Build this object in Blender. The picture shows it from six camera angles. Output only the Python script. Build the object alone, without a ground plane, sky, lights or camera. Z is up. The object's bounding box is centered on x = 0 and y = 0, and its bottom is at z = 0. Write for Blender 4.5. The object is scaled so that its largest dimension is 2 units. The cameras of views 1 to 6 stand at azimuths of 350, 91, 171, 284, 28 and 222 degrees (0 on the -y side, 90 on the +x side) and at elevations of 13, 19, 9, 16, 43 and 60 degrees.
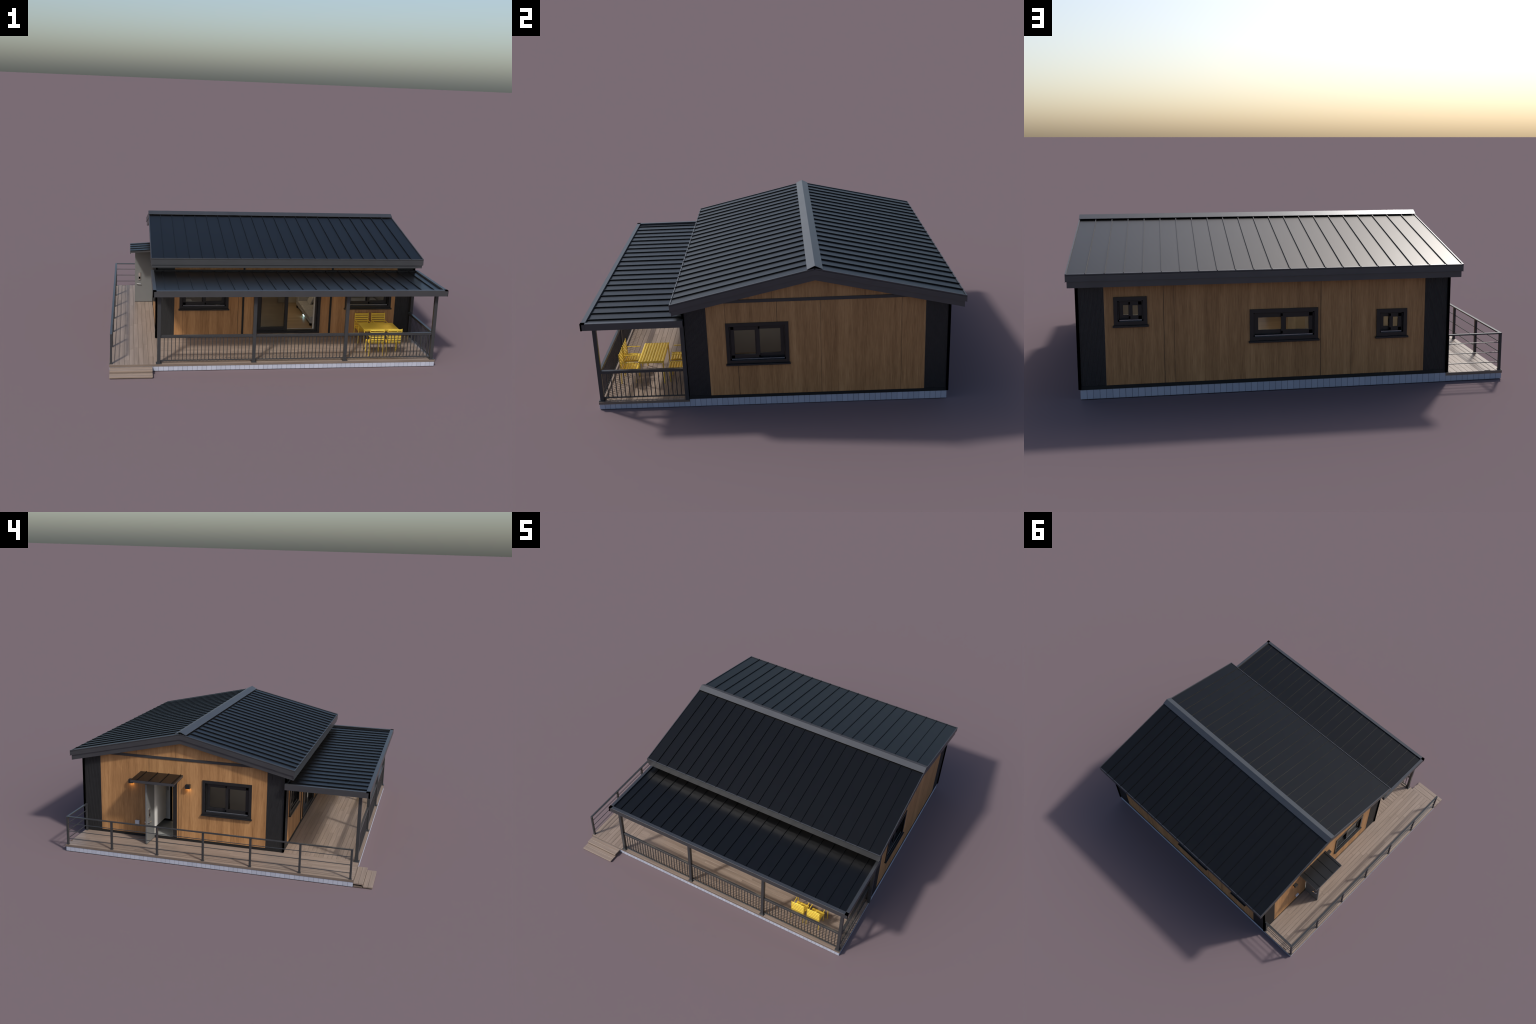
"""Single-storey prefab house with gabled metal roof, carport porch, deck and garden furniture."""
import bpy, bmesh, math, random
from mathutils import Vector

rnd = random.Random(11)
D = bpy.data
for o in list(D.objects):
    D.objects.remove(o, do_unlink=True)
COL = bpy.context.scene.collection

# ------------------------------------------------------------------ materials
class Nodes:
    def __init__(s, name):
        s.m = D.materials.new(name)
        s.m.use_nodes = True
        s.t = s.m.node_tree
        s.b = s.t.nodes['Principled BSDF']
    def n(s, typ, **kw):
        nd = s.t.nodes.new(typ)
        for k, v in kw.items():
            setattr(nd, k, v)
        return nd
    def l(s, a, b):
        s.t.links.new(a, b)
    def math(s, op, a, b=None, c=None):
        nd = s.n('ShaderNodeMath', operation=op)
        for i, v in enumerate((a, b, c)):
            if v is None:
                continue
            if isinstance(v, (int, float)):
                nd.inputs[i].default_value = v
            else:
                s.l(v, nd.inputs[i])
        return nd.outputs[0]
    def xyz(s):
        tc = s.n('ShaderNodeTexCoord')
        sp = s.n('ShaderNodeSeparateXYZ')
        s.l(tc.outputs['Object'], sp.inputs[0])
        return sp.outputs
    def comb(s, x, y, z):
        nd = s.n('ShaderNodeCombineXYZ')
        for i, v in enumerate((x, y, z)):
            if isinstance(v, (int, float)):
                nd.inputs[i].default_value = v
            else:
                s.l(v, nd.inputs[i])
        return nd.outputs[0]
    def noise(s, vec, scale=1.0, detail=3.0, rough=0.55):
        nd = s.n('ShaderNodeTexNoise')
        nd.inputs['Scale'].default_value = scale
        nd.inputs['Detail'].default_value = detail
        nd.inputs['Roughness'].default_value = rough
        s.l(vec, nd.inputs['Vector'])
        return nd.outputs[0]
    def ramp(s, fac, stops):
        nd = s.n('ShaderNodeValToRGB')
        el = nd.color_ramp.elements
        while len(el) < len(stops):
            el.new(0.5)
        for e, (p, c) in zip(el, stops):
            e.position = p
            e.color = (*c, 1)
        s.l(fac, nd.inputs[0])
        return nd.outputs[0]
    def mult(s, col, fac):
        nd = s.n('ShaderNodeMix', data_type='RGBA', blend_type='MULTIPLY')
        nd.inputs[0].default_value = 1
        s.l(col, nd.inputs[6])
        s.l(fac, nd.inputs[7])
        return nd.outputs[2]
    def bump(s, h, strength=0.3, dist=0.001):
        nd = s.n('ShaderNodeBump')
        nd.inputs['Strength'].default_value = strength
        nd.inputs['Distance'].default_value = dist
        s.l(h, nd.inputs['Height'])
        s.l(nd.outputs[0], s.b.inputs['Normal'])
    def set(s, **kw):
        for k, v in kw.items():
            s.b.inputs[k.replace('_', ' ')].default_value = v

def flat(name, col, rough=0.5, metal=0.0, spec=0.5, vary=0.12, vscale=18.0):
    """Plain coat with a slight cloudy unevenness."""
    k = Nodes(name)
    x, y, z = k.xyz()
    nz = k.noise(k.comb(x, y, z), vscale, 4)
    lo = tuple(c * (1 - vary) for c in col)
    hi = tuple(c * (1 + vary) for c in col)
    k.l(k.ramp(nz, [(0.3, lo), (0.7, hi)]), k.b.inputs['Base Color'])
    k.set(Roughness=rough, Metallic=metal, Specular_IOR_Level=spec)
    return k.m

def wood_siding(name):
    """Upright timber-look cladding: boards of changing tone, long fine grain, fluted lines."""
    k = Nodes(name)
    x, y, z = k.xyz()
    u = k.math('ADD', x, k.math('MULTIPLY', y, 1.0))
    # board index: uneven board widths from two step rhythms
    b1 = k.math('FLOOR', k.math('MULTIPLY', u, 23.0))
    b2 = k.math('FLOOR', k.math('MULTIPLY', k.math('ADD', u, 0.013), 14.3))
    w1 = k.n('ShaderNodeTexWhiteNoise', noise_dimensions='1D')
    k.l(b1, w1.inputs['W'])
    w2 = k.n('ShaderNodeTexWhiteNoise', noise_dimensions='1D')
    k.l(b2, w2.inputs['W'])
    soft = k.noise(k.comb(k.math('MULTIPLY', u, 38.0), 3.0, k.math('MULTIPLY', z, 2.2)), 1, 4, 0.6)
    fleck = k.noise(k.comb(k.math('MULTIPLY', u, 120.0), 5.0, k.math('MULTIPLY', z, 9.0)), 1, 3, 0.6)
    grain = k.noise(k.comb(k.math('MULTIPLY', u, 340.0), 1.0, k.math('MULTIPLY', z, 11.0)), 1, 6, 0.75)
    t = k.math('MULTIPLY_ADD', w1.outputs[0], 0.10, k.math('MULTIPLY', w2.outputs[0], 0.10))
    t = k.math('MULTIPLY_ADD', soft, 0.52, t)
    t = k.math('MULTIPLY_ADD', grain, 0.95, t)
    t = k.math('MULTIPLY_ADD', fleck, 0.28, t)
    t = k.math('ADD', t, -0.51)
    col = k.ramp(t, [(0.20, (0.225, 0.106, 0.039)), (0.5, (0.405, 0.210, 0.085)), (0.80, (0.57, 0.322, 0.143))])
    flute = k.math('SINE', k.math('MULTIPLY', u, 2 * math.pi / 0.0066))
    fl = k.math('MULTIPLY_ADD', flute, 0.05, 0.95)
    col = k.mult(col, fl)
    k.l(col, k.b.inputs['Base Color'])
    k.set(Roughness=0.55, Specular_IOR_Level=0.35)
    k.bump(k.math('ADD', k.math('MULTIPLY', flute, 0.5), grain), 0.25, 0.0006)
    return k.m

def deck_wood(name, along, tint=1.13, spread=0.15, warm=(1, 1, 1.05)):
    k = Nodes(name)
    x, y, z = k.xyz()
    a, c = (x, y) if along == 'x' else (y, x)
    oi = k.n('ShaderNodeObjectInfo')
    r = oi.outputs['Random']
    off = k.math('MULTIPLY', r, 37.0)
    grain = k.noise(k.comb(k.math('MULTIPLY_ADD', a, 5.0, off), k.math('MULTIPLY', c, 190.0), k.math('MULTIPLY', z, 190.0)), 1, 5, 0.65)
    soft = k.noise(k.comb(k.math('MULTIPLY_ADD', a, 2.5, off), k.math('MULTIPLY', c, 30.0), 0.0), 1, 3)
    t = k.math('MULTIPLY_ADD', r, spread, 0.5 - spread / 2)
    t = k.math('MULTIPLY_ADD', k.math('ADD', grain, -0.5), 0.75, t)
    t = k.math('MULTIPLY_ADD', k.math('ADD', soft, -0.5), 0.7, t)
    s = tint
    w0, w1, w2 = warm
    col = k.ramp(t, [(0.1, (0.135 * s * w0, 0.102 * s * w1, 0.077 * s * w2)), (0.5, (0.22 * s * w0, 0.17 * s * w1, 0.13 * s * w2)), (0.9, (0.30 * s * w0, 0.235 * s * w1, 0.185 * s * w2))])
    k.l(col, k.b.inputs['Base Color'])
    k.set(Roughness=0.42, Specular_IOR_Level=0.5)
    k.bump(grain, 0.2, 0.0006)
    return k.m

def stone_block(name):
    k = Nodes(name)
    x, y, z = k.xyz()
    oi = k.n('ShaderNodeObjectInfo')
    nz = k.noise(k.comb(x, y, z), 160, 4, 0.7)
    t = k.math('MULTIPLY_ADD', oi.outputs['Random'], 0.35, k.math('MULTIPLY_ADD', nz, 0.5, 0.05))
    k.l(k.ramp(t, [(0.1, (0.315, 0.335, 0.405)), (0.85, (0.42, 0.44, 0.52))]), k.b.inputs['Base Color'])
    k.set(Roughness=0.8, Specular_IOR_Level=0.3)
    k.bump(nz, 0.3, 0.0008)
    return k.m

def glow(name, col, strength):
    k = Nodes(name)
    k.set(Base_Color=(*col, 1), Emission_Color=(*col, 1), Emission_Strength=strength)
    return k.m

def glass(name, tint=1.0):
    k = Nodes(name)
    x, y, z = k.xyz()
    nz = k.noise(k.comb(x, y, z), 9, 2)
    k.l(k.ramp(nz, [(0.3, (0.80 * tint, 0.82 * tint, 0.83 * tint)), (0.7, (0.86 * tint, 0.88 * tint, 0.88 * tint))]), k.b.inputs['Base Color'])
    k.set(Roughness=0.0, IOR=1.25, Transmission_Weight=1.0)
    return k.m

M_SHEET = flat('roof_sheet_metal', (0.0034, 0.0034, 0.0036), 0.32, 0, 0.42, 0.10, 7)
M_FLASH = flat('flashing_metal', (0.088, 0.091, 0.098), 0.37, 0.65, 0.5, 0.05, 9)
M_CAP = flat('ridge_cap_metal', (0.104, 0.108, 0.116), 0.38, 0.72, 0.5, 0.05, 9)  # flashing colour lightened to bake in the highlight on the steeper cap
M_RIB = flat('seam_metal', (0.0030, 0.0030, 0.0032), 0.36, 0, 0.38, 0.06)
M_STEEL = flat('painted_steel', (0.034, 0.0355, 0.038), 0.30, 0, 0.5, 0.06)
M_DARK = flat('dark_cladding', (0.024, 0.0243, 0.0255), 0.45, 0, 0.5, 0.12, 40)
M_TRIM = flat('black_trim', (0.010, 0.0105, 0.011), 0.55, 0, 0.35, 0.1)
M_BLACK = flat('black_cap', (0.0005, 0.0005, 0.0005), 0.9, 0, 0.0, 0.0)
M_FRAME = flat('window_frame_paint', (0.0115, 0.0118, 0.0125), 0.33, 0, 0.5, 0.08)
M_WOOD = wood_siding('timber_siding')
M_DECKX = deck_wood('deck_wood_lengthwise', 'x')
M_DECKY = deck_wood('deck_wood_crosswise', 'y')
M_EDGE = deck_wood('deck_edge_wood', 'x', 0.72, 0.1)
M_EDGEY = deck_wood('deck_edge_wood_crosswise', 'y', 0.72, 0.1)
M_STONE = stone_block('foundation_stone')
M_GROUT = flat('grout', (0.05, 0.053, 0.065), 0.9, 0, 0.2)
M_GLASS = glass('window_glass')
M_PGLASS = glass('door_glass', 0.72)
M_SILL_PALE = flat('pale_sill_strip', (0.30, 0.31, 0.33), 0.25, 0.8, 0.5, 0.03)
M_BEIGE = flat('beige_panel', (0.40, 0.35, 0.27), 0.6, 0, 0.3, 0.08)
M_PLASTER = flat('plaster', (0.52, 0.49, 0.45), 0.8, 0, 0.2, 0.05, 5)
M_FLOOR = deck_wood('interior_floor', 'x', 1.35, 0.1, (1.05, 0.95, 0.72))
M_TILE = flat('entry_tile', (0.24, 0.25, 0.24), 0.5, 0, 0.4, 0.08)
M_DOOR = flat('door_paint', (0.135, 0.138, 0.137), 0.42, 0, 0.5, 0.03)
M_WHITE = flat('white_lacquer', (0.68, 0.67, 0.65), 0.4, 0, 0.4, 0.03)
M_CHROME = flat('chrome', (0.75, 0.74, 0.72), 0.22, 1.0, 0.5, 0.03)
M_BOXG = flat('grey_plastic', (0.50, 0.51, 0.56), 0.5, 0, 0.4, 0.04)
M_YELLOW = flat('yellow_enamel', (0.93, 0.67, 0.085), 0.33, 0.5, 0.6, 0.04)
M_SOFA = flat('sofa_fabric', (0.38, 0.365, 0.35), 0.9, 0, 0.1, 0.08, 60)
M_BROWN = flat('walnut_panel', (0.09, 0.055, 0.025), 0.5, 0, 0.4, 0.2)
M_OAK = flat('oak_panel', (0.38, 0.25, 0.12), 0.5, 0, 0.4, 0.15)
M_BRASS = flat('brass', (0.75, 0.55, 0.24), 0.25, 1.0, 0.5, 0.04)
M_WARM = glow('lamp_glow', (1.0, 0.62, 0.20), 17.0)
M_ROOM = glow('ceiling_glow', (1.0, 0.88, 0.72), 1.7)
M_LIVING = glow('living_glow', (1.0, 0.82, 0.56), 6.6)
M_DOWN = glow('downlight_glow', (1.0, 0.80, 0.54), 22.0)
M_LED = glow('led_glow', (0.45, 0.85, 1.0), 6.0)

# ------------------------------------------------------------------ geometry helpers
def link(ob, parent=None):
    COL.objects.link(ob)
    if parent is not None:
        ob.parent = parent
    return ob

def from_bm(name, bm, mat, parent=None, smooth=False):
    me = D.meshes.new(name)
    bmesh.ops.recalc_face_normals(bm, faces=bm.faces[:])
    bm.to_mesh(me)
    bm.free()
    me.materials.append(mat)
    if smooth:
        me.shade_smooth()
        me.set_sharp_from_angle(angle=math.radians(40))
    return link(D.objects.new(name, me), parent)

def add_box(bm, x0, x1, y0, y1, z0, z1):
    v = [bm.verts.new((x, y, z)) for x in (x0, x1) for y in (y0, y1) for z in (z0, z1)]
    for f in ((0, 1, 3, 2), (4, 6, 7, 5), (0, 4, 5, 1), (2, 3, 7, 6), (0, 2, 6, 4), (1, 5, 7, 3)):
        bm.faces.new([v[i] for i in f])
    return v

def bevel_all(bm, w, seg=1):
    bmesh.ops.recalc_face_normals(bm, faces=bm.faces[:])
    bmesh.ops.bevel(bm, geom=bm.edges[:], offset=w, segments=seg, affect='EDGES', profile=0.5)

def box(name, x0, x1, y0, y1, z0, z1, mat, parent=None, bev=0.0, seg=1):
    bm = bmesh.new()
    add_box(bm, min(x0, x1), max(x0, x1), min(y0, y1), max(y0, y1), z0, z1)
    if bev:
        bevel_all(bm, bev, seg)
    return from_bm(name, bm, mat, parent)

def boxes(name, lst, mat, parent=None, bev=0.0):
    bm = bmesh.new()
    for b in lst:
        add_box(bm, *b)
    if bev:
        bevel_all(bm, bev)
    return from_bm(name, bm, mat, parent)

def add_prism(bm, prof, axis, a0, a1):
    """Extrude a closed 2D profile along x (profile in yz) or y (profile in xz) or z (profile in xy)."""
    def P(p, a):
        return {'x': (a, p[0], p[1]), 'y': (p[0], a, p[1]), 'z': (p[0], p[1], a)}[axis]
    A = [bm.verts.new(P(p, a0)) for p in prof]
    B = [bm.verts.new(P(p, a1)) for p in prof]
    n = len(prof)
    for i in range(n):
        j = (i + 1) % n
        bm.faces.new((A[i], A[j], B[j], B[i]))
    bm.faces.new(A)
    bm.faces.new(B[::-1])

def prism(name, prof, axis, a0, a1, mat, parent=None, smooth=False):
    bm = bmesh.new()
    add_prism(bm, prof, axis, a0, a1)
    return from_bm(name, bm, mat, parent, smooth)

def add_tube(bm, pts, r, sides=8):
    """Round bar along a polyline."""
    pts = [Vector(p) for p in pts]
    rings = []
    for i, p in enumerate(pts):
        d = (pts[min(i + 1, len(pts) - 1)] - pts[max(i - 1, 0)]).normalized()
        up = Vector((0, 0, 1)) if abs(d.z) < 0.9 else Vector((1, 0, 0))
        s = d.cross(up).normalized()
        t = s.cross(d).normalized()
        rings.append([bm.verts.new(p + r * (math.cos(2 * math.pi * k / sides) * s + math.sin(2 * math.pi * k / sides) * t)) for k in range(sides)])
    for a, b in zip(rings, rings[1:]):
        for k in range(sides):
            bm.faces.new((a[k], a[(k + 1) % sides], b[(k + 1) % sides], b[k]))
    bm.faces.new(rings[0])
    bm.faces.new(rings[-1][::-1])

def empty(name, loc, label, category):
    e = D.objects.new(name, None)
    e.empty_display_size = 0.05
    e.location = loc
    COL.objects.link(e)
    e['label'] = label
    e['category'] = category
    return e

def copy_to(ob, name, dx, dy, dz, parent):
    c = ob.copy()
    c.name = name
    c.location = (ob.location[0] + dx, ob.location[1] + dy, ob.location[2] + dz)
    link(c, parent)
    return c

HOUSE = empty('prefab_house', (0, 0, 0), 'single-storey timber-clad house with dark metal roofs and deck', 'house')

# ------------------------------------------------------------------ key dimensions
XL, XR, YF, YB = -0.718, 0.957, -0.402, 0.902          # outer wall planes
DXL, DXR, DYF = -0.9985, 0.9590, -0.868                # deck edges
DZ = 0.0412                                            # deck surface
PZ = 0.0415                                            # top of house plinth
WZ = 0.0585                                            # bottom of the siding
YR, ZR, SL = 0.2485, 0.738, 0.228                      # ridge position, height, roof slope
EYF, EYB, EXL, EXR = -0.4615, 0.977, -0.7575, 0.9945   # eaves and verges

def zt(y):
    return ZR - SL * abs(y - YR)

# ------------------------------------------------------------------ foundation
found = box('foundation', XL + 0.0015, XR - 0.0015, YF + 0.0015, YB - 0.0015, 0.0, PZ - 0.0005, M_GROUT, HOUSE)
box('deck_foundation', DXL + 0.0035, XL, DYF + 0.0030, YB - 0.0020, 0.0, 0.0283, M_GROUT, found)
box('porch_foundation', XL, XR - 0.0020, DYF + 0.0030, YF - 0.001, 0.0, 0.0283, M_GROUT, found)
PITCH, GAP = 0.0278, 0.0012

def block_row(axis, fixed, a0, a1, z1, outward):
    n = max(1, round((a1 - a0) / PITCH))
    w = (a1 - a0) / n
    bm = bmesh.new()
    t0, t1 = sorted((fixed - outward * 0.004, fixed))
    if axis == 'x':
        add_box(bm, -w / 2 + GAP / 2, w / 2 - GAP / 2, t0, t1, 0, z1)
    else:
        add_box(bm, t0, t1, -w / 2 + GAP / 2, w / 2 - GAP / 2, 0, z1)
    bevel_all(bm, 0.0004)
    first = from_bm('foundation_block', bm, M_STONE, found)
    for i in range(n):
        p = a0 + (i + 0.5) * w
        loc = (p, 0, 0) if axis == 'x' else (0, p, 0)
        if i == 0:
            first.location = loc
        else:
            c = first.copy()
            c.location = loc
            link(c, found)

block_row('x', YB, XL, XR, PZ, 1)
block_row('y', XR, YF, YB, PZ, 1)
block_row('x', -0.8665, -0.9965, 0.9565, 0.0285, -1)
block_row('y', -0.9970, -0.866, 0.8985, 0.0285, -1)
block_row('x', 0.9005, -0.9965, XL, 0.0285, 1)
block_row('y', 0.9568, -0.866, YF, 0.0285, 1)

# ------------------------------------------------------------------ deck
ez0, ez1 = 0.0287, DZ - 0.0008
deck = boxes('deck', [(DXL + 0.001, XL, DYF + 0.001, YB - 0.0005, ez0, DZ - 0.005), (XL, DXR - 0.001, DYF + 0.001, YF - 0.0005, ez0, DZ - 0.005)], M_EDGE, HOUSE)
PW = 0.0277

def plank_rows(along, c0, c1, a0, a1, plen, mat):
    n = round((c1 - c0) / PW)
    w = (c1 - c0) / n
    for i in range(n):
        ca, cb = c0 + i * w + 0.00045, c0 + (i + 1) * w - 0.00045
        a = a0 - (rnd.random() * 0.85) * plen
        while a < a1 - 1e-4:
            s, e = max(a, a0), min(a + plen, a1)
            a += plen
            if e - s < 0.012:
                continue
            s += 0.00015
            e -= 0.00015
            top = DZ + rnd.uniform(-0.0001, 0.0001)
            if along == 'x':
                box('deck_plank', s, e, ca, cb, DZ - 0.0055, top, mat, deck, 0.0005)
            else:
                box('deck_plank', ca, cb, s, e, DZ - 0.0055, top, mat, deck, 0.0005)

plank_rows('y', DXL + 0.0012, XL, DYF + 0.0012, YB - 0.0005, 0.47, M_DECKY)
plank_rows('x', -0.838, YF - 0.001, XL + 0.0005, DXR - 0.0014, 0.47, M_DECKX)
box('deck_plank', XL + 0.001, DXR - 0.0014, DYF + 0.0012, -0.8395, DZ - 0.0055, DZ + 0.0003, M_DECKX, deck, 0.0006)
ET = DZ - 0.0004
boxes('deck_fascia', [(DXL, DXR, DYF, DYF + 0.0012, 0.0274, ET), (DXL + 0.0012, XL, YB - 0.0004, YB + 0.0008, 0.0274, ET)], M_EDGE, deck)
boxes('deck_fascia', [(DXL, DXL + 0.0011, DYF + 0.0012, YB + 0.0008, 0.0274, ET), (DXR - 0.0012, DXR, DYF + 0.0012, YF - 0.0005, 0.0274, ET)], M_EDGEY, deck)
# steps
for nm, y0, y1, z0, z1 in (('step', -0.9235, -0.8684, 0.0165, 0.0264), ('step', -0.9778, -0.9238, 0.0030, 0.0112)):
    mid = (y0 + y1) / 2
    st = box(nm, -0.9958, -0.7535, y0, mid - 0.0005, z0, z1, M_DECKX, HOUSE, 0.001)
    box('step_board', -0.9958, -0.7535, mid + 0.0005, y1, z0, z1, M_DECKX, st, 0.001)
boxes('step_bearer', [(-0.9955, -0.754, -0.9228, -0.9170, 0.0112, 0.0166), (-0.9955, -0.754, -0.921, -0.870, 0.0, 0.0075), (-0.994, -0.756, -0.9765, -0.925, 0.0, 0.004),
                      (-0.93, -0.92, -0.918, -0.872, 0.0075, 0.0166), (-0.83, -0.82, -0.918, -0.872, 0.0075, 0.0166)], M_EDGE, HOUSE)

# ------------------------------------------------------------------ walls
TH_C = 0.006            # cladding thickness
TH_W = 0.046            # whole wall

def wall_pt(side, u, z, d):
    """Point on a wall: u along the wall, z up, d outward from the wall plane."""
    return {'R': (XR + d, u, z), 'L': (XL - d, u, z), 'F': (u, YF - d, z), 'B': (u, YB + d, z)}[side]

def wall_box(bm, side, u0, u1, z0, z1, d0, d1):
    a = wall_pt(side, u0, z0, d0)
    b = wall_pt(side, u1, z1, d1)
    lo = [min(p, q) for p, q in zip(a, b)]
    hi = [max(p, q) for p, q in zip(a, b)]
    return add_box(bm, lo[0], hi[0], lo[1], hi[1], lo[2], hi[2])

def wbox(name, side, u0, u1, z0, z1, d0, d1, mat, parent=None, bev=0.0):
    bm = bmesh.new()
    wall_box(bm, side, u0, u1, z0, z1, d0, d1)
    if bev:
        bevel_all(bm, bev)
    return from_bm(name, bm, mat, parent)

def holed_slab(bm, side, u0, u1, z0, z1, d0, d1, holes):
    """A slab with rectangular openings: one skin of grid cells, front and back, closed at every rim."""
    us = sorted({u0, u1, *[h[0] for h in holes], *[h[1] for h in holes]})
    zs = sorted({z0, z1, *[h[2] for h in holes], *[h[3] for h in holes]})
    us = [u for u in us if u0 <= u <= u1]
    zs = [z for z in zs if z0 <= z <= z1]
    V = {}
    def vert(i, j, d):
        if (i, j, d) not in V:
            V[(i, j, d)] = bm.verts.new(wall_pt(side, us[i], zs[j], d))
        return V[(i, j, d)]
    def solid(i, j):
        if not (0 <= i < len(us) - 1 and 0 <= j < len(zs) - 1):
            return False
        uc, zc = (us[i] + us[i + 1]) / 2, (zs[j] + zs[j + 1]) / 2
        return not any(h[0] < uc < h[1] and h[2] < zc < h[3] for h in holes)
    for i in range(len(us) - 1):
        for j in range(len(zs) - 1):
            if not solid(i, j):
                continue
            for d in (d0, d1):
                bm.faces.new([vert(i, j, d), vert(i + 1, j, d), vert(i + 1, j + 1, d), vert(i, j + 1, d)])
            for (di, dj), (p, q) in {(-1, 0): ((i, j), (i, j + 1)), (1, 0): ((i + 1, j), (i + 1, j + 1)),
                                     (0, -1): ((i, j), (i + 1, j)), (0, 1): ((i, j + 1), (i + 1, j + 1))}.items():
                if not solid(i + di, j + dj):
                    bm.faces.new([vert(*p, d0), vert(*q, d0), vert(*q, d1), vert(*p, d1)])

ZC = 0.500              # height where the gable part of an end wall starts

def gable_poly(y0, y1):
    top = lambda y: zt(y) - 0.045
    pts = [(y0, ZC), (y1, ZC), (y1, top(y1))]
    if y0 < YR < y1:
        pts.append((YR, top(YR)))
    pts.append((y0, top(y0)))
    return pts

# openings: (u0, u1, z0, z1)
WIN_W = 0.0175
def inner(w):
    return (w[0] + WIN_W, w[1] - WIN_W, w[2] + WIN_W, w[3] - WIN_W)
WINS = {
    'R': [(-0.1985, 0.1130, 0.2338, 0.4532)],
    'L': [(-0.1975, 0.1150, 0.2338, 0.4520)],
    'F': [(-0.5745, -0.2630, 0.2338, 0.4532), (0.5045, 0.8160, 0.2338, 0.4532)],
    'B': [(0.6595, 0.8035, 0.3270, 0.4531), (-0.1025, 0.2090, 0.2340, 0.3784), (-0.5212, -0.3760, 0.2320, 0.3600)],
}
ENTRY = (0.2930, 0.4400, 0.0, 0.4320)
PATIO = (-0.0850, 0.3235, 0.0700, 0.4450)
WOOD_U = {'R': (-0.2905, 0.7875), 'L': (-0.2905, 0.7880), 'F': (-0.6060, 0.8440), 'B': (-0.6055, 0.8435)}
FULL_U = {'R': (YF, YB), 'L': (YF, YB), 'F': (XL, XR), 'B': (XL, XR)}
NAMES = {'R': 'gable_wall', 'L': 'gable_wall', 'F': 'long_wall', 'B': 'long_wall'}
walls = {}
for s in 'RLFB':
    holes = [inner(w) for w in WINS[s]]
    if s == 'L':
        holes.append(ENTRY)
    if s == 'F':
        holes.append(PATIO)
    # plaster core, seen from inside and in the reveals
    a, b = FULL_U[s]
    ends = 0.008 if s in 'RL' else TH_W + 0.001
    bm = bmesh.new()
    holed_slab(bm, s, a + ends, b - ends, PZ + 0.0002, ZC + 0.02, -TH_W, -TH_C, holes)
    if s in 'RL':
        add_prism(bm, [(a + ends, ZC + 0.0195), (b - ends, ZC + 0.0195), (b - ends, zt(b) - 0.045), (YR, ZR - 0.045), (a + ends, zt(a) - 0.045)], 'x',
                  *((XR - TH_W, XR - TH_C) if s == 'R' else (XL + TH_C, XL + TH_W)))
    core = from_bm(NAMES[s], bm, M_PLASTER, HOUSE)
    walls[s] = core
    # timber siding
    u0, u1 = WOOD_U[s]
    top = ZC if s in 'RL' else 0.535
    bm = bmesh.new()
    holed_slab(bm, s, u0, u1, WZ, top, -TH_C, 0.0, holes)
    if s in 'RL':
        add_prism(bm, gable_poly(u0, u1), 'x', *((XR - TH_C, XR) if s == 'R' else (XL, XL + TH_C)))
    from_bm('timber_siding', bm, M_WOOD, core)
    # ribbed dark panels at both ends of the wall
    for (p0, p1) in ((a, u0), (u1, b)):
        bm = bmesh.new()
        n = round((p1 - p0) / 0.0053)
        w = (p1 - p0) / n
        prof = []
        for i in range(n):
            q = p0 + i * w
            prof += [(q + 0.05 * w, 0.0), (q + 0.52 * w, 0.0), (q + 0.56 * w, -0.0030), (q + 0.99 * w, -0.0030)]
        def bound(u):
            return zt(u) - 0.045 if s in 'RL' else 0.535
        fr0, fr1, bk0, bk1 = [], [], [], []
        for u, d in [(p0, 0.0)] + prof + [(p1, 0.0)]:
            fr0.append(bm.verts.new(wall_pt(s, u, WZ, d)))
            fr1.append(bm.verts.new(wall_pt(s, u, bound(u), d)))
            bk0.append(bm.verts.new(wall_pt(s, u, WZ, -TH_C)))
            bk1.append(bm.verts.new(wall_pt(s, u, bound(u), -TH_C)))
        for i in range(len(fr0) - 1):
            for A, B in ((fr0, fr1), (bk0, bk1), (fr0, bk0), (fr1, bk1)):
                bm.faces.new((A[i], A[i + 1], B[i + 1], B[i]))
        for i in (0, -1):
            bm.faces.new((fr0[i], fr1[i], bk1[i], bk0[i]))
        from_bm('ribbed_panel', bm, M_DARK, core)
    # base trim
    bm = bmesh.new()
    holed_slab(bm, s, a - 0.0005, b + 0.0005, PZ + 0.0003, WZ - 0.0002, -TH_C, 0.0012, [ENTRY] if s == 'L' and False else [])
    from_bm('base_trim', bm, M_TRIM, core)

# black corner posts
for cx, sx in ((XR, 1), (XL, -1)):
    for cy, sy in ((YF, -1), (YB, 1)):
        x0, x1 = sorted((cx - sx * 0.004, cx + sx * 0.0072))
        y0, y1 = sorted((cy - sy * 0.0035, cy + sy * 0.0072))
        zb = 0.4480 if (sx > 0 and sy < 0) else PZ + 0.004
        box('corner_trim', x0, x1, y0, y1, zb, 0.545, M_BLACK, HOUSE, 0.0004)

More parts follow.
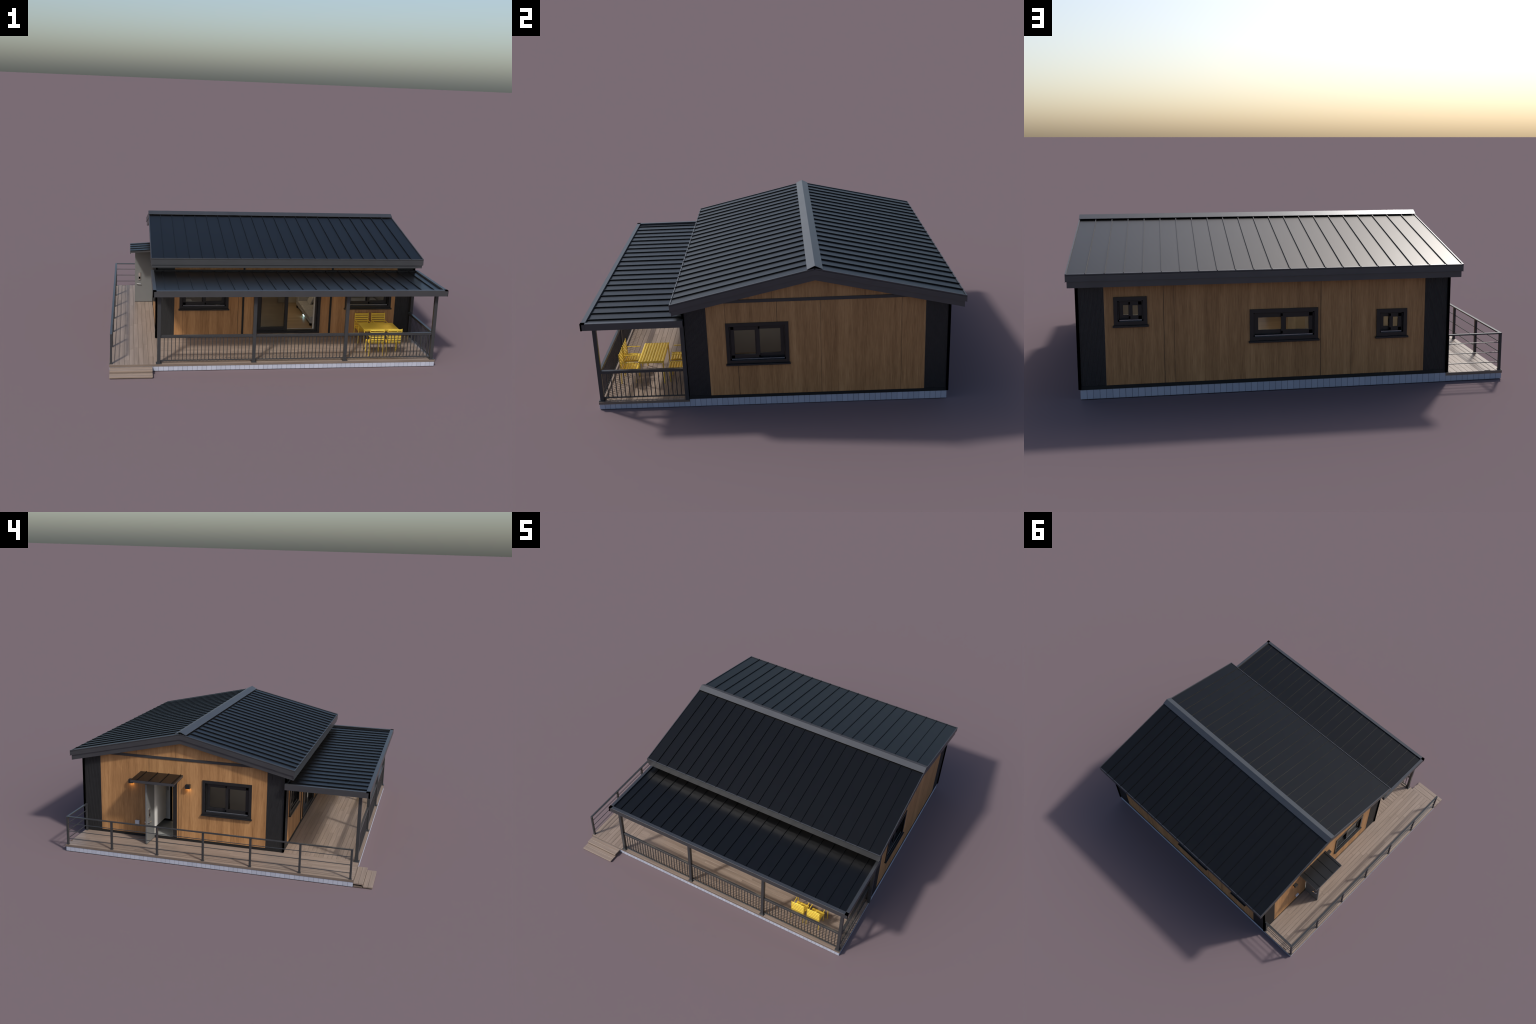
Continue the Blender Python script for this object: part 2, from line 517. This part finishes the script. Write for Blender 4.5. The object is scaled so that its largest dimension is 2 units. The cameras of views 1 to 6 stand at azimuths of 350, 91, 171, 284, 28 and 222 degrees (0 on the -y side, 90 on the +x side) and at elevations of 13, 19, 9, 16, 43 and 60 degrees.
# panel joints and battens
SEAMS = {
    'R': [(-0.1441, WZ, 0.2245), (-0.1965, 0.4535, 0.560), (0.0580, 0.4535, 0.560), (0.2718, WZ, 0.560), (0.6705, WZ, 0.560), (0.0361, 0.5770, 0.630)],
    'L': [(0.4632, 0.4720, 0.560), (0.2535, WZ, 0.541), (0.2690, WZ, 0.415), (0.5469, 0.5770, 0.600), (0.2920, 0.5770, 0.66)],
    'F': [(-0.1995, WZ, 0.49), (-0.552, WZ, 0.225)],
    'B': [(0.5884, WZ, 0.53), (0.5434, WZ, 0.53), (-0.1155, WZ, 0.53), (-0.2589, WZ, 0.53)],
}
for s, lst in SEAMS.items():
    for i, (u, z0, z1) in enumerate(lst):
        hw = 0.0009 if i in (0, 2) else 0.0005
        wbox('panel_joint', s, u - hw, u + hw, z0, z1, -0.001, 0.0003, M_TRIM, walls[s])
for s in 'RL':
    wbox('gable_band', s, -0.235, 0.735, 0.5605, 0.5768, -0.002, 0.0035, M_STEEL, walls[s], 0.0004)
for u0, u1 in ((-0.1740, -0.1620), (0.4018, 0.4142)):
    wbox('wall_batten', 'F', u0, u1, WZ, 0.533, -0.002, 0.0040, M_TRIM, walls['F'], 0.0004)

# ------------------------------------------------------------------ windows
def frame_rects(u0, u1, z0, z1, w, wb=None):
    wb = wb or w
    return [(u0, u1, z1 - w, z1), (u0, u1, z0, z0 + wb), (u0, u0 + w, z0 + wb, z1 - w), (u1 - w, u1, z0 + wb, z1 - w)]

def frame(name, side, r, w, d0, d1, mat, parent, bev=0.0004, wb=None, wt=None):
    bm = bmesh.new()
    holed_slab(bm, side, r[0], r[1], r[2], r[3], d0, d1, [(r[0] + w, r[1] - w, r[2] + (wb or w), r[3] - (wt or w))])
    if bev:
        bmesh.ops.recalc_face_normals(bm, faces=bm.faces[:])
        sharp = [e for e in bm.edges if len(e.link_faces) == 2 and e.calc_face_angle(0) > 0.5]
        bmesh.ops.bevel(bm, geom=sharp, offset=bev, segments=1, affect='EDGES')
    return from_bm(name, bm, mat, parent)

def window(side, r, front_left):
    u0, u1, z0, z1 = r
    win = frame('window', side, r, WIN_W, -TH_W + 0.002, 0.0055, M_FRAME, walls[side])
    wbox('window_sill', side, u0 - 0.0055, u1 + 0.0055, z0 - 0.0085, z0 - 0.0002, -0.002, 0.0135, M_FRAME, win, 0.0006)
    i0, i1, j0, j1 = inner(r)
    # stepped inner track frame
    frame('window_track', side, (i0 + 0.0003, i1 - 0.0003, j0 + 0.0003, j1 - 0.0003), 0.0045, -TH_W + 0.004, -0.0045, M_FRAME, win)
    wbox('sill_pale_strip', side, i0 + 0.0058, i1 - 0.0058, j0 + 0.0004, j0 + 0.0056, -0.0062, -0.0030, M_SILL_PALE, win, 0.0003)  # thin pale bar along the bottom inner ledge of the casing
    i0, i1, j0, j1 = i0 + 0.0052, i1 - 0.0052, j0 + 0.0052, j1 - 0.0052
    mid = (i0 + i1) / 2
    small = (i1 - i0) < 0.15
    fw = 0.0172 if small else 0.0182
    fh = 0.0185 if small else 0.0210
    ov = 0.008 if small else 0.0120
    # the sense of "left" seen from outside
    flip = side in 'LB'
    lo_front = front_left != flip
    for k, (a, b) in enumerate(((i0, mid + ov), (mid - ov, i1))):
        front = (k == 0) == lo_front
        dd = -0.0085 if front else -0.0195
        sash = frame('window_sash', side, (a, b, j0, j1), fw, dd - 0.0090, dd, M_FRAME, win, wb=fh, wt=fh)
        wbox('glass_pane', side, a + fw - 0.001, b - fw + 0.001, j0 + fh - 0.001, j1 - fh + 0.001, dd - 0.0055, dd - 0.0040, M_GLASS, sash)
        if front:
            bm = bmesh.new()
            edge = b if k else a
            q = fw * 0.42
            for zc in (j0 + fw * 0.5, j1 - fw * 0.5):
                ec = edge - fw * 0.5 if k else edge + fw * 0.5
                wall_box(bm, side, ec - q, ec + q, zc - q, zc + q, dd - 0.001, dd + 0.0006)
                mc = a + 0.0035 if k else b - 0.0035
                wall_box(bm, side, mc - 0.0035, mc + 0.0035, zc - q * 0.8, zc + q * 0.8, dd - 0.001, dd + 0.0006)
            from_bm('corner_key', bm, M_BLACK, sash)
    bm = bmesh.new()
    for uc in (r[0] + WIN_W + 0.0027, r[1] - WIN_W - 0.0027):
        for zc in (r[2] + WIN_W + 0.0027, r[3] - WIN_W - 0.0027):
            wall_box(bm, side, uc - 0.0026, uc + 0.0026, zc - 0.0026, zc + 0.0026, -0.006, -0.0040)
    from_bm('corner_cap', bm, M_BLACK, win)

for s in 'RLFB':
    for r in WINS[s]:
        window(s, r, front_left=s in 'RF')

# patio sliding door
pd = frame('patio_door', 'F', (-0.0992, 0.3407, 0.0655, 0.4590), 0.0180, -0.034, 0.0055, M_FRAME, walls['F'], wb=0.0120)
frame('door_track', 'F', (-0.0808, 0.3223, 0.0778, 0.4405), 0.0105, -0.0335, -0.004, M_FRAME, pd, wb=0.0050)
for dd in (-0.010, -0.022):
    sh = 0.0 if dd > -0.02 else 0.006
    sash = frame('sliding_sash', 'F', (-0.0702 + sh, 0.1290 + sh * 0, 0.0829, 0.4300), 0.0205, dd - 0.009, dd, M_FRAME, pd)
    wbox('glass_pane', 'F', -0.0502 + sh, 0.1090, 0.1030, 0.4100, dd - 0.0055, dd - 0.0040, M_PGLASS, sash)
wbox('door_threshold', 'F', 0.1292, 0.3115, 0.0720, 0.0815, -TH_W + 0.001, -0.006, M_BOXG, pd)

# ------------------------------------------------------------------ entrance
boxes('door_frame', [(XL - 0.004, XL + TH_W, 0.2805, 0.3050, WZ - 0.001, 0.4480), (XL - 0.004, XL + TH_W, 0.3051, 0.4389, 0.4305, 0.4480)], M_FRAME, walls['L'], 0.0005)
door = box('door_leaf', -0.8468, -0.7195, 0.4285, 0.4388, 0.0455, 0.4300, M_DOOR, HOUSE, 0.0008)
for sy in (-1, 1):
    yy = 0.4285 if sy < 0 else 0.4388
    box('door_lock', -0.8225, -0.8045, *sorted((yy, yy + sy * 0.0055)), 0.2080, 0.2655, M_CHROME, door, 0.0015)
    box('lock_keypad', -0.8195, -0.8075, *sorted((yy + sy * 0.0050, yy + sy * 0.0060)), 0.2170, 0.2330, M_BLACK, door)
    bm = bmesh.new()
    add_tube(bm, [(-0.8330, yy, 0.1810), (-0.8330, yy + sy * 0.0095, 0.1810), (-0.8300, yy + sy * 0.0110, 0.1808), (-0.8030, yy + sy * 0.0110, 0.1790)], 0.0024)
    from_bm('door_handle', bm, M_CHROME, door, True)
box('door_bottom_seal', -0.8460, -0.7200, 0.4290, 0.4383, 0.0437, 0.0457, M_TRIM, door)

# canopy over the door
prof = [(XL, 0.4700), (-0.8825, 0.4595), (-0.8825, 0.4440), (-0.8765, 0.4440), (-0.8765, 0.4500), (XL, 0.4585)]
can = prism('door_canopy', prof, 'y', 0.2410, 0.5195, M_FLASH, HOUSE)
prism('canopy_sheet', [(XL - 0.0003, 0.4707), (-0.8805, 0.4603), (-0.8805, 0.4588), (XL - 0.0003, 0.4692)], 'y', 0.2425, 0.5180, M_SHEET, can)
for yy in (0.4803, 0.4052, 0.3322, 0.2570):
    prism('canopy_rib', [(XL - 0.0003, 0.4745), (-0.8815, 0.4640), (-0.8815, 0.4598), (XL - 0.0003, 0.4702)], 'y', yy - 0.0019, yy + 0.0019, M_RIB, can)

# wall lamps and socket box
for yc in (0.2058, 0.5785):
    lamp = box('wall_lamp', XL - 0.0240, XL - 0.0002, yc - 0.0142, yc + 0.0142, 0.3915, 0.4176, M_FRAME, walls['L'], 0.0008)
    box('lamp_bulb', XL - 0.0185, XL - 0.0030, yc - 0.0085, yc + 0.0085, 0.3911, 0.3925, M_WARM, lamp)
box('socket_box', XL - 0.0130, XL - 0.0002, 0.5280, 0.5566, 0.1218, 0.1465, M_BOXG, walls['L'], 0.002, 2)

# ------------------------------------------------------------------ main roof
RT = 0.006              # how far the sheet bed lies under the rim line
prof = [(EYF, zt(EYF) - RT), (YR, ZR - RT), (EYB, zt(EYB) - RT), (EYB, 0.5385), (YR, 0.7045), (EYF + 0.007, 0.5428), (EYF + 0.007, 0.5338), (EYF, 0.5338)]
roof = prism('main_roof', prof, 'x', EXL, EXR, M_FLASH, HOUSE)
bm = bmesh.new()
add_prism(bm, [(EYF + 0.006, 0.5455), (YR, 0.7080), (EYB - 0.009, zt(EYB - 0.009) - 0.030), (EYB - 0.009, 0.5100), (YR, 0.6750), (EYF + 0.006, 0.5146)], 'x', EXL + 0.0055, EXR - 0.0055)
from_bm('eave_soffit', bm, M_FLASH, roof)
prism('drip_edge', [(EYB - 0.002, 0.5380), (EYB + 0.0012, 0.5380), (EYB + 0.0012, 0.5395), (EYB - 0.002, 0.5395)], 'x', EXL - 0.0020, EXR + 0.0020, M_FLASH, roof)
# roofing sheets, rims and standing seams
for y0, y1 in ((EYF, YR - 0.002), (YR + 0.002, EYB)):
    sg = 1 if y0 < YR - 0.1 else -1
    lo, hi = (y0, y1) if sg > 0 else (y1, y0)          # eave end, ridge end
    e = lo + sg * 0.0052
    prism('roof_sheet', [(e, zt(e) - 0.0045), (hi, zt(hi) - 0.0045), (hi, zt(hi) - 0.0070), (e, zt(e) - 0.0070)], 'x', EXL + 0.0055, EXR - 0.0055, M_SHEET, roof)
    for x0, x1 in ((EXL, EXL + 0.0052), (EXR - 0.0052, EXR)):
        prism('verge_rim', [(lo, zt(lo)), (hi, zt(hi)), (hi, zt(hi) - 0.0075), (lo, zt(lo) - 0.0075)], 'x', x0, x1, M_FLASH, roof)
    prism('eave_rim', [(lo, zt(lo) - 0.0012), (e, zt(e) - 0.0012), (e, zt(e) - 0.0075), (lo, zt(lo) - 0.0075)], 'x', EXL + 0.0054, EXR - 0.0054, M_FLASH, roof)
    s2 = lo + sg * 0.0008
    h2 = YR - sg * 0.030
    bm = bmesh.new()
    add_prism(bm, [(s2, zt(s2) + 0.0012), (h2, zt(h2) + 0.0012), (h2, zt(h2) - 0.0060), (s2, zt(s2) - 0.0060)], 'x', -0.0018, 0.0018)
    rib = from_bm('standing_seam', bm, M_RIB, roof)
    pitch = 0.0795
    rib.location.x = EXL + pitch
    for i in range(2, 22):
        c = rib.copy()
        c.location.x = EXL + pitch * i
        link(c, roof)
# folded ridge cap
hw, za, zb, th = 0.0380, 0.7517, 0.7333, 0.0016
prism('ridge_cap', [(YR - hw, zb), (YR, za), (YR + hw, zb), (YR + hw, zb - th), (YR, za - th * 1.2), (YR - hw, zb - th)], 'x', EXL - 0.0008, EXR + 0.0008, M_CAP, roof)

# ------------------------------------------------------------------ carport porch roof
CX0, CX1, CY0, CY1 = -0.7555, 0.9860, -0.9070, -0.4040
B0, B1 = 0.4525, 0.4885
RW = 0.0225         # front rim
RS = 0.0190         # side rims
car = boxes('porch_roof', [(CX0, CX1, CY0, CY0 + RW, B0, B1), (CX0, CX0 + RS, CY0 + RW, CY1, B0, B1), (CX1 - RS, CX1, CY0 + RW, CY1, B0, B1)], M_FLASH, HOUSE, 0.0004)
SH = 0.4790
box('porch_roof_sheet', CX0 + RS, CX1 - RS, CY0 + RW, CY1, 0.4700, SH, M_SHEET, car)
box('porch_ceiling', CX0 + RS + 0.0005, CX1 - RS - 0.0005, CY0 + RW + 0.0005, CY1 - 0.004, 0.4560, 0.4660, M_WHITE, car)
for lx in (-0.60, -0.32, -0.02, 0.28, 0.56, 0.82):
    for ly in (-0.700, -0.490):
        bm = bmesh.new()
        add_tube(bm, [(lx, ly, 0.4562), (lx, ly, 0.4548)], 0.0130, 14)
        from_bm('downlight', bm, M_DOWN, car)
box('wall_flashing', CX0 + RS + 0.001, CX1 - RS - 0.001, CY1 - 0.0100, CY1 + 0.0015, SH - 0.002, 0.4895, M_TRIM, car)
bm = bmesh.new()
add_box(bm, -0.0019, 0.0019, CY0 + RW + 0.0005, CY1 - 0.011, SH - 0.001, SH + 0.0055)
rib = from_bm('porch_seam', bm, M_RIB, car)
rib.location.x = -0.6850
for i in range(1, 21):
    c = rib.copy()
    c.location.x = -0.6850 + 0.0801 * i
    link(c, car)
boxes('rim_shadow_strip', [(CX0 + RS, CX1 - RS, CY0 + RW + 0.0002, CY0 + RW + 0.0022, SH, SH + 0.0045), (CX1 - RS - 0.0042, CX1 - RS - 0.0002, CY0 + RW + 0.003, CY1 - 0.011, SH, SH + 0.0050)], M_TRIM, car)  # black strips modelled for the shadow line inside the raised rim
for x0, x1, o in ((CX0, CX0 + RS, -1), (CX1 - RS, CX1, 1)):
    a, b = (x0 - 0.001, x1 - 0.0005) if o < 0 else (x0 + 0.0005, x1 + 0.001)
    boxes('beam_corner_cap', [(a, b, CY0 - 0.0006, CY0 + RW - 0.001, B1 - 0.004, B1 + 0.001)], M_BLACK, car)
    a, b = (x0 - 0.0012, x0 + 0.0050) if o < 0 else (x1 - 0.0010, x1 + 0.0012)
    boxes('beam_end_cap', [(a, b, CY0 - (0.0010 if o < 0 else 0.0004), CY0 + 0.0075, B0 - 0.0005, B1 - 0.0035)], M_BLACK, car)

# posts
POSTX = (-0.7175, -0.1620, 0.3920, 0.9390)
PY = -0.8515
post0 = box('porch_post', -0.0098, 0.0098, -0.0098, 0.0098, DZ + 0.001, B0 + 0.001, M_STEEL, HOUSE, 0.0008)
post0.location = (POSTX[0], PY, 0)
plate0 = box('post_base', -0.0162, 0.0162, -0.0162, 0.0162, DZ + 0.0001, DZ + 0.0042, M_STEEL, post0, 0.0006)
for px, py in [(x, PY) for x in POSTX[1:]] + [(0.9572, -0.4130)]:
    c = post0.copy()
    c.location = (px, py, 0)
    link(c, HOUSE)
    p = plate0.copy()
    link(p, c)
    if py > -0.5:
        p.scale = (0.63, 0.63, 1.0)

# porch railing with balusters
RY = -0.8495
RT0, RT1, LR0, LR1 = 0.1960, 0.2105, 0.0535, 0.0588
bal_me = None
def baluster_row(parent, axis, a0, a1, fixed, n):
    global bal_me
    for i in range(n):
        p = a0 + (a1 - a0) * i / (n - 1)
        if bal_me is None:
            b = box('baluster', -0.0021, 0.0021, -0.0021, 0.0021, LR1 - 0.001, RT0 + 0.001, M_STEEL, parent)
            bal_me = b.data
        else:
            b = link(D.objects.new('baluster', bal_me), parent)
        b.location = (p, fixed, 0) if axis == 'x' else (fixed, p, 0)

for i in range(3):
    a, b = POSTX[i] + 0.0097, POSTX[i + 1] - 0.0097
    rail = boxes('porch_railing', [(a, b, RY - 0.0068, RY + 0.0068, RT0, RT1), (a, b, RY - 0.0042, RY + 0.0042, LR0, LR1)], M_STEEL, HOUSE, 0.0007)
    baluster_row(rail, 'x', POSTX[i] + 0.0300, POSTX[i + 1] - 0.0290, RY, 24)
a, b = PY + 0.0097, -0.4130 - 0.0090
rail = boxes('porch_railing', [(0.9322, 0.9490, a, b, RT0, RT1), (0.9348, 0.9482, b - 0.001, b, LR0, LR1), (0.9348, 0.9432, a, b - 0.001, LR0, LR1)], M_STEEL, HOUSE, 0.0007)
baluster_row(rail, 'y', -0.8181, -0.4432, 0.9390, 18)

# deck railing with three bars along the entrance side
LX = -0.9885
RPY = [0.8890, 0.6000, 0.3095, 0.0235, -0.2635, -0.5565, -0.8500]
bar_z = (0.1752, 0.1268, 0.0782)
bm = bmesh.new()
add_box(bm, LX - 0.0066, LX + 0.0066, -0.8565, 0.8955, 0.2155, 0.2217)
add_box(bm, LX + 0.0066, -0.7215, 0.8825, 0.8955, 0.2155, 0.2217)
bevel_all(bm, 0.0008)
drail = from_bm('deck_railing', bm, M_STEEL, HOUSE)
for z in bar_z:
    bm = bmesh.new()
    add_tube(bm, [(LX, -0.8500, z), (LX, 0.8890, z)], 0.0022)
    add_tube(bm, [(LX, 0.8890, z), (-0.7280, 0.8890, z)], 0.0022)
    from_bm('rail_bar', bm, M_STEEL, drail, True)
for px, py in [(LX, y) for y in RPY] + [(-0.7275, 0.8890)]:
    boxes('rail_post', [(px - 0.0060, px + 0.0060, py - 0.0060, py + 0.0060, DZ, 0.2156), (px - 0.0085, px + 0.0085, py - 0.0085, py + 0.0085, DZ, DZ + 0.0030)], M_STEEL, drail, 0.0006)

# ------------------------------------------------------------------ interior
FZ = 0.0680
ix0, ix1, iy0, iy1 = XL + TH_W + 0.0005, XR - TH_W - 0.0005, YF + TH_W + 0.0005, YB - TH_W - 0.0005
inn = boxes('interior_floor', [(-0.4300, ix1, iy0, iy1, PZ, FZ), (ix0, -0.4301, iy0, 0.2520, PZ, FZ), (ix0, -0.4301, 0.5600, iy1, PZ, FZ)], M_FLOOR, HOUSE)
boxes('entry_floor', [(XL - 0.001, XL + TH_W, 0.3052, 0.4395, PZ + 0.001, 0.0576), (XL + TH_W, -0.4302, 0.2525, 0.5595, PZ + 0.001, 0.0576)], M_TILE, inn)
cut = 0.045
wl = [(-0.195, -0.183, YF + TH_W, 0.250, FZ, 0.53), (XL + TH_W, -0.195, 0.240, 0.252, FZ, 0.53), (XL + TH_W, -0.30, 0.560, 0.572, FZ, 0.53),
      (0.485, 0.497, YF + TH_W, YB - TH_W, FZ, 0.53), (0.497, XR - TH_W, 0.25, 0.262, FZ, 0.53), (-0.30, -0.288, 0.560, YB - TH_W, FZ, 0.53)]
boxes('partition_wall', [(x0 + 0.0005, x1 - 0.0005, y0 + 0.0005, y1 - 0.0005, z0 - 0.001, z1) for x0, x1, y0, y1, z0, z1 in wl], M_PLASTER, inn)
box('flat_ceiling', XL + TH_W, XR - TH_W, YF + TH_W, YB - TH_W, 0.505, 0.512, M_PLASTER, inn)
def ceiling_lamp(x, y, w, mat):
    box('ceiling_lamp', x - w, x + w, y - w, y + w, 0.5000, 0.5048, mat, inn, 0.001)
ceiling_lamp(0.16, 0.02, 0.07, M_LIVING)
ceiling_lamp(0.10, 0.62, 0.07, M_LIVING)
ceiling_lamp(-0.45, -0.05, 0.07, M_ROOM)
ceiling_lamp(0.70, -0.05, 0.07, M_ROOM)
ceiling_lamp(0.72, 0.58, 0.09, M_ROOM)
ceiling_lamp(-0.50, 0.72, 0.05, M_LIVING)
ceiling_lamp(-0.20, 0.40, 0.04, M_LIVING)
box('door_reveal', 0.3085, 0.3400, YF + 0.0345, YF + 0.0600, FZ, 0.46, M_WHITE, inn, 0.0005)
# entry furniture
box('shoe_cabinet', XL + TH_W + 0.0002, -0.484, 0.4410, 0.556, 0.0960, 0.470, M_WHITE, inn, 0.001)
box('shoe_cabinet_edge', XL + 0.004, XL + TH_W, 0.4395, 0.4500, 0.0960, 0.4300, M_WHITE, inn)
boxes('inner_door_frame', [(-0.436, -0.424, 0.4190, 0.4290, 0.0578, 0.47), (-0.436, -0.424, 0.430, 0.556, 0.0578, 0.070), (-0.436, -0.424, 0.252, 0.556, 0.458, 0.47)], M_BLACK, inn)
box('inner_door', -0.433, -0.428, 0.4290, 0.556, 0.070, 0.458, M_WHITE, inn)
boxes('door_bar', [(-0.4375, -0.434, 0.428, 0.462, 0.3300, 0.3340), (-0.4375, -0.434, 0.442, 0.445, 0.2700, 0.4000)], M_BLACK, inn)
box('oak_cupboard', -0.12, -0.07, 0.27, 0.50, FZ, 0.44, M_BEIGE, inn)
# thin gold uprights glimpsed through the glass
for px, py in ((0.055, 0.70), (-0.02, 0.30), (0.03, 0.26)):
    bm = bmesh.new()
    add_tube(bm, [(px, py, 0.503), (px, py, 0.345)], 0.0012)
    add_tube(bm, [(px, py, 0.345), (px, py, 0.300)], 0.0060)
    from_bm('gold_upright', bm, M_BRASS, inn, True)
# kitchen wall and tall panel
box('kitchen_counter', -0.22, 0.26, YB - TH_W - 0.09, YB - TH_W - 0.001, FZ, 0.205, M_WHITE, inn, 0.001)
box('tall_panel', 0.470, 0.4845, -0.34, 0.30, FZ, 0.50, M_BROWN, inn)
box('hall_panel', 0.20, 0.470, 0.30, 0.312, FZ, 0.50, M_BEIGE, inn)
# wardrobe and bed blocks glimpsed through the windows
box('wardrobe', 0.51, 0.62, 0.14, 0.249, FZ, 0.48, M_WHITE, inn, 0.001)
box('bed', 0.66, 0.90, -0.15, 0.20, FZ, 0.135, M_WHITE, inn, 0.01, 2)
box('bed', XL + 0.06, -0.45, -0.12, 0.20, FZ, 0.130, M_WHITE, inn, 0.01, 2)

# sofa
sofa = empty('sofa', (0.39, -0.04, FZ), 'pale grey sofa with loose cushions by the patio door', 'sofa')
def put(ob, top):
    ob.parent = top
    ob.matrix_parent_inverse = top.matrix_basis.inverted()
    return ob
bpy.context.view_layer.update()
def tbox(top, name, *a):
    ob = box(name, *a)
    ob.parent = top
    ob.matrix_parent_inverse.identity()
    ob.location = [-c for c in top.location]
    return ob
tbox(sofa, 'sofa_base', 0.3100, 0.4650, -0.2650, 0.1900, 0.0840, 0.1080, M_SOFA, None, 0.006, 2)
for y0, y1 in ((-0.264, -0.115), (-0.113, 0.020), (0.022, 0.120)):
    tbox(sofa, 'seat_cushion', 0.3075, 0.4300, y0, y1, 0.1085, 0.1330, M_SOFA, None, 0.007, 3)
tbox(sofa, 'sofa_back', 0.4250, 0.4660, -0.2640, 0.1900, 0.1085, 0.2000, M_SOFA, None, 0.008, 3)
tbox(sofa, 'sofa_arm', 0.3095, 0.4240, 0.1220, 0.1900, 0.1085, 0.1850, M_SOFA, None, 0.008, 3)
for i, (yy, ang) in enumerate(((-0.20, 0.5), (-0.09, -0.4), (0.05, 0.3))):
    c = tbox(sofa, 'loose_cushion', -0.009, 0.009, -0.038, 0.038, -0.036, 0.036, M_SOFA, None, 0.006, 3)
    c.location = Vector((0.388, yy, 0.163)) - sofa.location
    c.rotation_euler = (ang * 0.6, 0.35, ang * 0.3)
for xx in (0.318, 0.452):
    for yy in (-0.250, 0.170):
        tbox(sofa, 'sofa_leg', xx - 0.005, xx + 0.005, yy - 0.006, yy + 0.006, FZ, 0.0845, M_BLACK)
tbox(sofa, 'sofa_light', 0.3120, 0.3150, -0.075, -0.040, 0.0750, 0.0810, M_LED)

# ------------------------------------------------------------------ garden table and chairs
def slat_profile(c, z, w, h, n=6, bow=0.0022):
    """Convex strip section centred at c, top at z."""
    pts = []
    for i in range(n + 1):
        t = -1 + 2 * i / n
        pts.append((c + t * w / 2, z - bow * t * t))
    return pts + [(c + w / 2, z - h), (c - w / 2, z - h)]

def centred(ob, top):
    ob.parent = top
    ob.location = [-v for v in top.location]
    return ob

TZ = 0.1765
table = empty('garden_table', (0.6705, -0.6138, DZ), 'yellow slatted metal garden table on four slim legs', 'table')
TX0, TX1, TY0, TY1 = 0.5570, 0.7840, -0.6820, -0.5455
tw = (TY1 - TY0) / 9
for i in range(9):
    cy = TY0 + (i + 0.5) * tw
    centred(prism('table_slat', slat_profile(cy, TZ, tw * 0.93, 0.0045, 6, 0.0020), 'x', TX0, TX1, M_YELLOW, None, True), table)
centred(boxes('table_frame', [(TX0 + 0.002, TX0 + 0.006, TY0 + 0.003, TY1 - 0.003, TZ - 0.0125, TZ - 0.0040), (TX1 - 0.006, TX1 - 0.002, TY0 + 0.003, TY1 - 0.003, TZ - 0.0125, TZ - 0.0040),
                              (TX0 + 0.006, TX1 - 0.006, TY0 + 0.003, TY0 + 0.007, TZ - 0.0125, TZ - 0.0045), (TX0 + 0.006, TX1 - 0.006, TY1 - 0.007, TY1 - 0.003, TZ - 0.0125, TZ - 0.0045)], M_YELLOW), table)
for lx in (TX0 + 0.0055, TX1 - 0.0055):
    for ly in (TY0 + 0.0065, TY1 - 0.0065):
        bm = bmesh.new()
        add_tube(bm, [(lx, ly, DZ), (lx, ly, TZ - 0.004)], 0.0031, 10)
        centred(from_bm('table_leg', bm, M_YELLOW, None, True), table)

def chair(xc, back_y, facing):
    """facing +1: sitter looks toward +y."""
    top = empty('garden_chair', (xc, back_y + facing * 0.045, DZ), 'yellow slatted metal garden chair with armrests', 'chair')
    f = facing
    Y = lambda d: back_y + f * d
    h = 0.0445
    for sx in (-1, 1):
        x = xc + sx * h
        bm = bmesh.new()
        add_tube(bm, [(x, Y(0.002), DZ), (x, Y(0.004), 0.1250), (x, Y(0.0), 0.2118)], 0.0025)
        add_tube(bm, [(x - sx * 0.0035, Y(0.0815), DZ), (x - sx * 0.0035, Y(0.0850), 0.1165), (x - sx * 0.0035, Y(0.0820), 0.1185)], 0.0026)
        centred(from_bm('chair_leg', bm, M_YELLOW, None, True), top)
        a = sorted((Y(0.002), Y(0.0810)))
        centred(box('armrest', x - 0.0030, x + 0.0030, a[0], a[1], 0.1605, 0.1640, M_YELLOW, None, 0.0012, 2), top)
    for i in range(6):
        z = 0.1225 - (0.0040 if i == 5 else 0.0) - (0.0008 if i == 4 else 0.0)
        centred(prism('seat_slat', slat_profile(Y(0.0125 + i * 0.0146), z, 0.0132, 0.0040), 'x', xc - h + 0.004, xc + h - 0.004, M_YELLOW, None, True), top)
    rails = []
    for sx in (-1, 1):
        x = xc + sx * (h - 0.004)
        a = sorted((Y(0.003), Y(0.084)))
        rails.append((x - 0.0016, x + 0.0016, a[0], a[1], 0.1125, 0.1180))
    centred(boxes('seat_frame', rails, M_YELLOW), top)
    for i in range(6):
        zc = 0.2035 - i * 0.0150
        yb = Y(0.0005 + 0.0006 * i)
        prof = []
        for q in range(7):
            t = -1 + 2 * q / 6
            prof.append((yb - f * 0.0028 * (1 - t * t), zc + t * 0.0050))
        prof += [(yb + f * 0.0018, zc + 0.0050), (yb + f * 0.0018, zc - 0.0050)]
        centred(prism('back_slat', prof, 'x', xc - h + 0.002, xc + h - 0.002, M_YELLOW, None, True), top)
    return top

for xc in (0.6100, 0.7215):
    chair(xc, -0.7855, 1)
    chair(xc + 0.002, -0.4400, -1)
